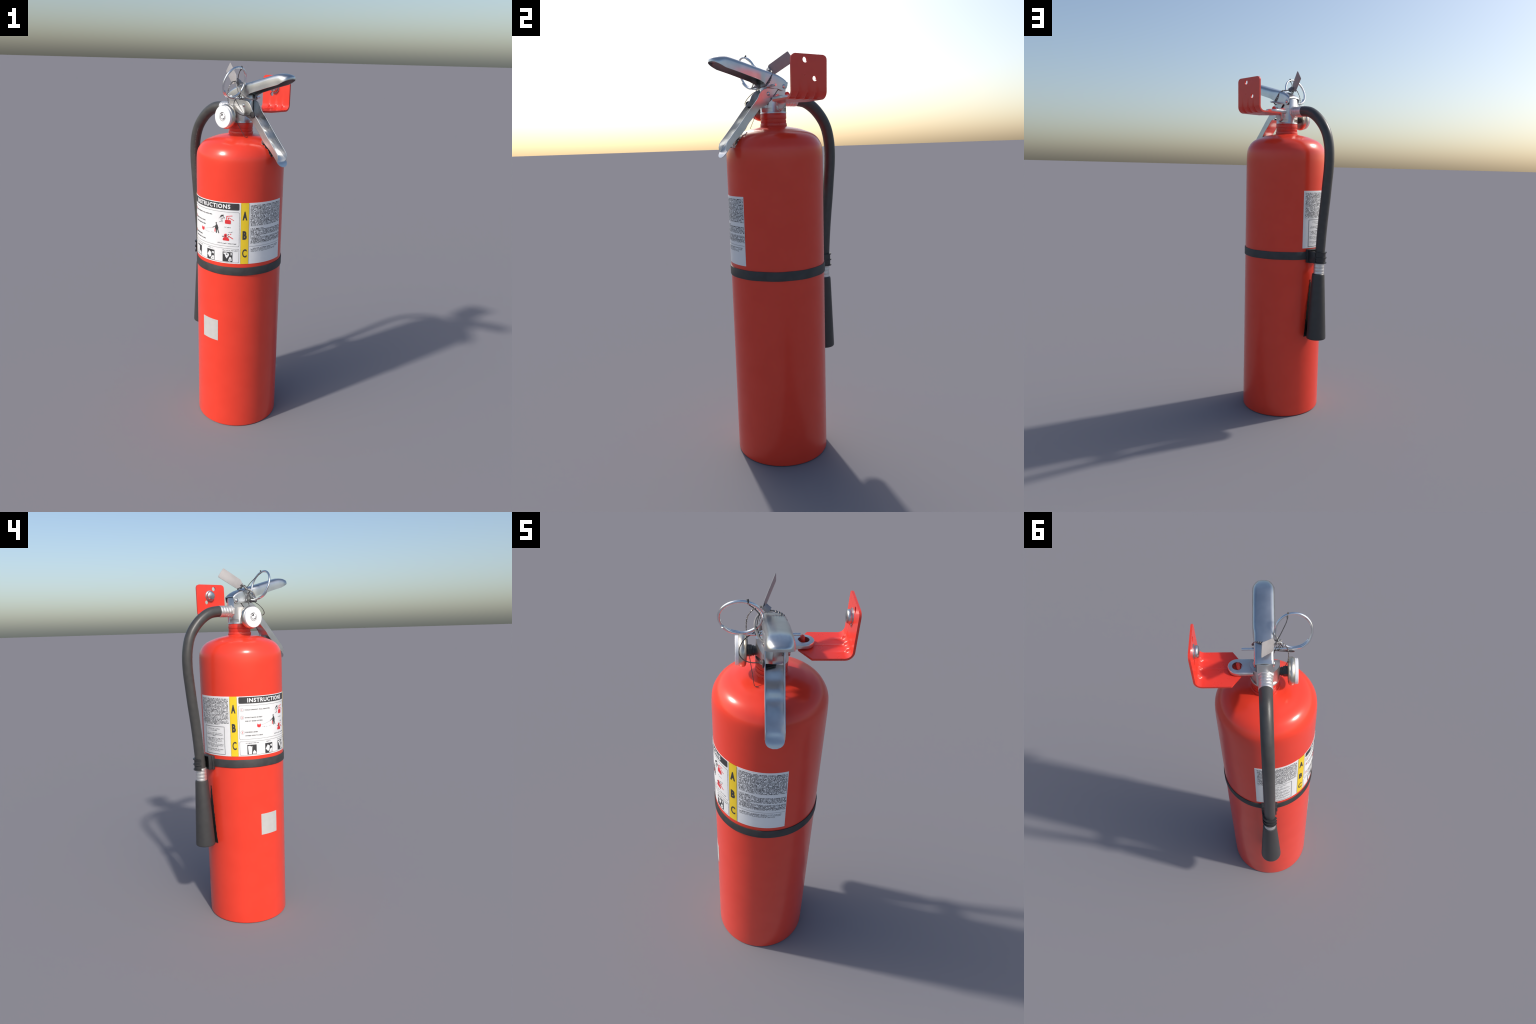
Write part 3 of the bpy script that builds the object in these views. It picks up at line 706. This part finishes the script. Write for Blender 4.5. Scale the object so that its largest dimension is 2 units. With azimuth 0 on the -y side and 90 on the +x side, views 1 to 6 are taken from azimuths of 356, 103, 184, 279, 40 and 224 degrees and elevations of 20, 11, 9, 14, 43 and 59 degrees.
def words(name, text, a, z, height, m, width=None, bold=0.0, lift=0.0016, align='LEFT', parent=label, spacing=1.0):
    """text set along the tank; a = angle of the left edge (or centre), z = baseline, height = cap height"""
    cu = bpy.data.curves.new(name, 'FONT'); cu.body = text; cu.size = 1.0; cu.resolution_u = 3; cu.offset = bold; cu.space_character = spacing
    tmp = bpy.data.objects.new(name, cu); bpy.context.scene.collection.objects.link(tmp)
    dg = bpy.context.evaluated_depsgraph_get(); dg.update()
    me = bpy.data.meshes.new_from_object(tmp.evaluated_get(dg))
    bpy.data.objects.remove(tmp); bpy.data.curves.remove(cu)
    xs = [v.co.x for v in me.vertices]; ys = [v.co.y for v in me.vertices]
    x0, x1, y0, y1 = min(xs), max(xs), min(ys), max(ys)
    sc = height / 0.69; sx = sc if width is None else width / (x1 - x0)
    bm = bmesh.new(); bm.from_mesh(me); bpy.data.meshes.remove(me)
    bmesh.ops.triangulate(bm, faces=bm.faces)
    if max(xs) * sx > 0.03:
        bmesh.ops.subdivide_edges(bm, edges=[e for e in bm.edges if abs(e.verts[0].co.x - e.verts[1].co.x) * sx > 0.02], cuts=1)
        bmesh.ops.triangulate(bm, faces=bm.faces)
    ex = bmesh.ops.extrude_face_region(bm, geom=bm.faces[:])
    up = {v for v in ex["geom"] if isinstance(v, bmesh.types.BMVert)}
    w = (x1 - x0) * sx
    for v in bm.verts:
        x = (v.co.x - x0) * sx - (w / 2 if align == 'CENTER' else 0)
        th = radians(a) + x / R; r = R + (lift if v in up else 0.0004); zz = z + v.co.y * sc
        v.co = Vector((r * cos(th), r * sin(th), zz))
    return obj_from_bm(name, bm, m, parent, 30)

# yellow class strips with A, B, C
for a0, a1 in ((-141.0, -131.0), (-45.5, -35.3)):
    patch("class_strip", a0, a1, LZ0, LZ1, YELLOW)
    ac = (a0 + a1) / 2 - 0.1
    words("class_letter", "A", ac, 1.2485, 0.0400, INK, 5.9 * DEG, 0.055, 0.0019, 'CENTER')
    words("class_letter", "B", ac, 1.1450, 0.0405, INK, 5.3 * DEG, 0.055, 0.0019, 'CENTER')
    words("class_letter", "C", ac + 0.1, 1.0465, 0.0425, INK, 5.6 * DEG, 0.02, 0.0019, 'CENTER')
    for e in (a0, a1):
        shapes("strip_edge", [[(e - 0.14, LZ0 + 0.004 + k * 0.0065), (e + 0.14, LZ0 + 0.004 + k * 0.0065), (e + 0.14, LZ0 + 0.0085 + k * 0.0065), (e - 0.14, LZ0 + 0.0085 + k * 0.0065)] for k in range(49)], GREY, 0.0017, kind="stuff")

# title bar
tank_patch("title_bar", lambda z: ((lambda d: (-128.8 + d, -47.5 - d))(1.3 * (1 - sqrt(max(0, 1 - max(0, abs(z - 1.3137) / 0.0175 - 0.70) ** 2 / 0.09))))), 1.2962, 1.3312, 24, 52, R, INK, 0.0013, label)
words("title_lettering", "INSTRUCTIONS", -117.2, 1.3035, 0.0205, PAPER, 58.4 * DEG, 0.034, 0.0019, spacing=1.16)

# thin broken frames
def frame_box(a0, a1, z0, z1, rad=1.4, dash=0.9, gap=0.25, w=0.0008):
    polys = []
    a = a0 + rad
    while a < a1 - rad:
        b = min(a + dash, a1 - rad)
        for z in (z0, z1): polys.append([(a, z - w), (b, z - w), (b, z + w), (a, z + w)])
        a = b + gap * (0.4 + rng.random())
    z = z0 + rad * DEG
    while z < z1 - rad * DEG:
        q = min(z + dash * DEG, z1 - rad * DEG); wa = w / DEG
        for aa in (a0, a1): polys.append([(aa - wa, z), (aa + wa, z), (aa + wa, q), (aa - wa, q)])
        z = q + gap * DEG * (0.4 + rng.random())
    for cx, cz, s in ((a0 + rad, z0 + rad * DEG, 180), (a1 - rad, z0 + rad * DEG, 270), (a1 - rad, z1 - rad * DEG, 0), (a0 + rad, z1 - rad * DEG, 90)):
        for k in range(3):
            t0, t1 = radians(s + 30 * k), radians(s + 30 * k + 30); wa = w / DEG
            polys.append([(cx + (rad - wa) * cos(t0), cz + (rad - wa) * DEG * sin(t0)), (cx + (rad + wa) * cos(t0), cz + (rad + wa) * DEG * sin(t0)),
                          (cx + (rad + wa) * cos(t1), cz + (rad + wa) * DEG * sin(t1)), (cx + (rad - wa) * cos(t1), cz + (rad - wa) * DEG * sin(t1))])
    return polys
shapes("label_frame", frame_box(-128.9, -47.4, 1.1030, 1.2850) + frame_box(-128.9, -47.4, 1.0146, 1.0900), GREY, 0.0012, kind="stuff")
shapes("label_frame", frame_box(-185.2, -149.8, 1.0175, 1.1705, 0.1, 1.2, 0.12, 0.0011), GREY, 0.0014, kind="stuff")

# numbered steps
for n, z in (("1", 1.2630), ("2", 1.2212), ("3", 1.1408)):
    ring_p = []
    for k in range(16):
        t0, t1 = 2 * pi * k / 16, 2 * pi * (k + 0.72) / 16
        ring_p.append([(-124.7 + 2.25 * cos(t0), z + 2.25 * DEG * sin(t0)), (-124.7 + 2.5 * cos(t0), z + 2.5 * DEG * sin(t0)), (-124.7 + 2.5 * cos(t1), z + 2.5 * DEG * sin(t1)), (-124.7 + 2.25 * cos(t1), z + 2.25 * DEG * sin(t1))])
    shapes("step_circle", ring_p, GREY, 0.0014, kind="stuff")
    words("step_number", n, -124.7, z - 0.0048, 0.0096, INKR, None, 0.01, 0.0017, 'CENTER')
for text, a0, a1, z in (("HOLD UPRIGHT. PULL RING PIN.", -120.8, -84.2, 1.2600), ("START BACK 8 FEET.", -121.0, -96.2, 1.2180), ("AIM AT BASE OF FIRE.", -121.0, -96.2, 1.1990),
                        ("SQUEEZE LEVER.", -121.0, -103.6, 1.1385), ("SWEEP SIDE TO SIDE.", -121.0, -96.3, 1.1195)):
    words("step_lettering", text, a0, z, 0.0056, INK, (a1 - a0) * DEG, 0.02, 0.0015)

# small print
def print_block(name, a0, a1, z0, z1, m=PRINT): patch(name, a0, a1, z0, z1, m, 0.0011)
print_block("small_print", -192.0, -143.0, 1.1890, 1.3255)
print_block("small_print", -191.2, -157.0, 1.1800, 1.1890)
print_block("small_print", -33.3, 16.6, 1.2130, 1.3255)
print_block("small_print", -33.0, -15.0, 1.1960, 1.2025)
print_block("small_print", -33.0, 16.8, 1.1610, 1.1950)
print_block("small_print", -33.0, -20.0, 1.1530, 1.1610)
print_block("small_print", -33.0, 16.8, 1.1190, 1.1530)
for k, (a1, z) in enumerate(((12.8, 1.0925), (12.0, 1.0850), (6.0, 1.0775))):
    print_block("fine_print", -32.6, a1, z - 0.0028, z + 0.0030, PRINT2)
shapes("rule_line", [[(-34.0 + 1.05 * k, 1.1040), (-33.1 + 1.05 * k, 1.1040), (-33.1 + 1.05 * k, 1.1050), (-34.0 + 1.05 * k, 1.1050)] for k in range(48)], GREY, 0.0012, kind="stuff")
for half, z in ((11, 1.1560), (6, 1.1485), (13, 1.1320), (15, 1.1250), (3, 1.1180), (16, 1.1040), (13, 1.0965), (14, 1.0895), (5, 1.0825), (15.5, 1.0720), (15, 1.0650), (7, 1.0580), (15.5, 1.0430), (10, 1.0355)):
    print_block("fine_print", -167.5 - half, -167.5 + half, z - 0.0024, z + 0.0030, PRINT2)
for a, w, z in ((-62.2, 8, 1.2045), (-63.5, 25, 1.1180), (-91.6, 4.5, 1.1640), (-112.0, 19, 1.0808), (-87.0, 8, 1.0815), (-59.0, 20, 1.0790)):
    print_block("caption", a - w / 2, a + w / 2, z - 0.0030, z + 0.0030, PRINT2 if w > 9 else PRINT)

# pictograms -------------------------------------------------------------
S = lambda a, z, pts, sx=1.0, sz=None: [(a + x * sx, z + y * (sz if sz else sx * DEG)) for x, y in pts]
# black hazard squares
sq = []
for a0, a1, z0, z1 in ((-119.0, -106.2, 1.0180, 1.0715), (-93.3, -80.8, 1.0160, 1.0715), (-68.7, -55.6, 1.0180, 1.0715)):
    patch("hazard_square", a0, a1, z0, z1, INK, 0.0013)
white = [
    S(-119, 1.018, [(0.8, 11.3), (3.6, 11.9), (5.4, 10.6), (6.9, 11.5), (6.5, 9.6), (5.9, 0.5), (1.8, 0.5)]),           # bin with paper
    S(-119, 1.018, [(7.3, 0.6), (12.2, 0.6), (12.0, 2.5), (11.2, 4.4), (10.9, 2.9), (9.9, 6.0), (9.3, 3.6), (8.4, 4.6), (8.2, 2.6), (7.4, 3.0)]),  # flames
    S(-93.3, 1.016, [(0.7, 6.2), (4.2, 11.6), (7.6, 9.4), (7.0, 4.2), (4.6, 2.2)]),                                    # tilted can
    S(-93.3, 1.016, [(8.2, 10.0), (9.4, 11.6), (10.2, 10.2), (11.3, 12.0), (11.8, 9.4), (10.8, 8.4)]),
    S(-93.3, 1.016, [(6.4, 0.5), (11.9, 0.5), (11.9, 4.8), (10.8, 6.6), (10.2, 4.9), (8.8, 5.6), (8.3, 3.0), (6.6, 1.9)]),
    S(-68.7, 1.018, [(1.0, 11.7), (5.2, 12.6), (8.8, 11.0), (8.4, 8.2), (6.2, 7.2), (5.6, 4.4), (3.8, 6.8), (3.0, 9.8), (1.5, 10.2)]),  # plug
    S(-68.7, 1.018, [(8.4, 4.4), (9.7, 6.9), (11.5, 6.0), (12.4, 2.0), (9.6, 0.5), (7.6, 1.3)]),                        # spark
    S(-68.7, 1.018, [(10.6, 11.9), (12.3, 12.4), (12.1, 9.3), (10.9, 8.8)]),
]
shapes("hazard_sign", white, PAPER, 0.0019)
shapes("hazard_sign", [S(-68.7, 1.018, [(4.6, 10.8), (6.4, 11.2), (6.6, 9.6), (5.0, 9.4)]), S(-68.7, 1.018, [(9.2, 2.6), (10.2, 3.6), (10.8, 2.4), (9.9, 1.8)]), S(-93.3, 1.016, [(9.4, 2.0), (10.0, 3.6), (10.6, 2.2)])], INK, 0.0022)
# fire, dotted range lines, operator
shapes("fire_pictogram", [S(-105.0, 1.1635, [(0.6, 1.0), (2.0, 0.2), (4.2, 0.0), (5.6, 1.2), (6.0, 3.6), (5.3, 5.6), (4.9, 3.6), (4.1, 4.9), (3.4, 3.2), (2.6, 4.6), (1.8, 3.4), (0.9, 5.8), (0.2, 3.0)])], INKR, 0.0016)
shapes("range_line", [S(-98.0, 1.1750, [(0 + t * 15, t * 4.2), (0.7 + t * 15, 0.15 + t * 4.2), (0.7 + t * 15, 0.45 + t * 4.2), (0 + t * 15, 0.3 + t * 4.2)]) for t in [k / 11 for k in range(11)]] +
       [S(-98.0, 1.1665, [(t * 16, 0), (0.6 + t * 16, 0), (0.6 + t * 16, 0.3), (t * 16, 0.3)]) for t in (0.05, 0.12, 0.2, 0.75, 0.85, 0.95)], GREY, 0.0014, kind="stuff")
pa, pz = -84.2, 1.1670
shapes("operator_pictogram", [S(pa, pz, [(5.2, 13.0), (5.9, 14.3), (6.9, 14.2), (7.2, 12.9), (6.6, 11.9), (5.8, 11.9)]),
                       S(pa, pz, [(4.2, 6.2), (5.6, 11.0), (6.6, 11.9), (8.0, 11.2), (9.4, 7.2), (8.8, 5.2), (6.6, 4.8)]),
                       S(pa, pz, [(0.0, 6.4), (5.0, 9.6), (5.6, 9.0), (1.2, 6.2)]),
                       S(pa, pz, [(5.6, 5.4), (7.4, 5.2), (7.2, 0.2), (5.8, 0.0), (6.0, 2.6)]),
                       S(pa, pz, [(7.6, 5.4), (9.0, 5.4), (10.6, 0.3), (9.4, 0.1)])], INK, 0.0016)
shapes("operator_pictogram", [S(pa, pz, [(3.6, 1.4), (5.0, 1.2), (5.2, 5.6), (4.0, 5.9)])], INKR, 0.0018)
# hand pulling the pin of a red bottle
shapes("pull_pin_pictogram", [S(-66.0, 1.2225, [(0.2, 0.7), (1.0, 0.2), (7.0, 0.0), (7.9, 0.6), (8.0, 4.3), (7.0, 5.3), (1.4, 5.5), (0.3, 4.6)]),
                       S(-66.0, 1.2225, [(2.0, 5.9), (2.9, 5.8), (3.2, 10.2), (2.2, 10.4)]), S(-66.0, 1.2225, [(4.1, 5.8), (5.0, 5.8), (5.4, 8.2), (4.4, 8.3)]),
                       S(-66.0, 1.2225, [(2.4, 9.6), (9.8, 10.5), (9.7, 11.3), (2.4, 10.5)]),
                       S(-66.0, 1.2225, [(4.6, 8.4), (6.0, 8.5), (12.0, 5.2), (11.5, 4.6)])], INKR, 0.0016)
shapes("pull_pin_pictogram", [S(-74.5, 1.2225, [(1.6, 8.7), (4.2, 11.3), (7.2, 11.6), (6.6, 9.9), (4.0, 9.2), (2.6, 8.1)])], INK, 0.0016)
shapes("pull_pin_pictogram", [S(-74.5, 1.2225, [(x, y), (x + 1.6 * cos(t), y + 1.6 * sin(t)), (x + 1.6 * cos(t) - .3, y + 1.6 * sin(t) + .35), (x - .3, y + .35)]) for x, y, t in
                       ((9.2, 6.9, 2.6), (6.8, 7.9, .3), (8.4, 6.1, 2.7), (0.6, 6.2, .7), (2.0, 7.0, .2), (3.5, 5.6, 1.2), (5.0, 5.0, 1.4), (4.0, 3.0, .5), (1.2, 1.4, .6), (2.6, 2.4, -.1), (5.8, 6.2, 1.3), (6.4, 8.2, .9), (3.0, 4.2, .2), (5.0, 1.6, 1.5), (7.6, 7.0, 1.2))], INK, 0.0015, kind="stuff")
# hand squeezing the lever of a red bottle
shapes("squeeze_pictogram", [S(-69.0, 1.1320, [(0.2, 1.2), (1.0, 0.2), (8.0, 0.0), (9.0, 0.9), (8.6, 3.0), (6.6, 4.6), (2.8, 4.8), (0.8, 3.4)]),
                      S(-69.0, 1.1320, [(2.6, 4.6), (5.6, 4.6), (6.0, 7.2), (5.4, 9.4), (3.2, 9.2), (2.0, 7.4)]),
                      S(-69.0, 1.1320, [(7.4, 6.2), (13.6, 2.6), (14.2, 3.4), (8.4, 7.0)]), S(-69.0, 1.1320, [(9.4, 8.6), (11.4, 9.8), (11.6, 9.1), (9.8, 8.0)])], INKR, 0.0016)
shapes("squeeze_pictogram", [S(-69.0, 1.1320, p) for p in ([(-0.6, 5.8), (2.0, 6.2), (2.4, 5.4), (-0.2, 5.0)], [(3.4, 5.4), (4.8, 5.6), (4.6, 7.6), (3.6, 7.4)], [(6.4, 7.8), (8.2, 9.2), (8.6, 8.6), (6.8, 7.2)], [(6.6, 5.0), (8.0, 5.8), (8.2, 5.2), (7.0, 4.4)], [(10.2, 11.0), (12.8, 12.6), (13.0, 12.3), (10.5, 10.7)], [(8.0, 11.2), (9.4, 12.2), (9.6, 11.9), (8.3, 10.9)])], INK, 0.0018)

# plain grey sticker lower on the tank
tank_patch("plain_sticker", lambda z: (-102.0, -75.3), 0.5445, 0.6680, 2, 18, R, STICK, 0.0009)
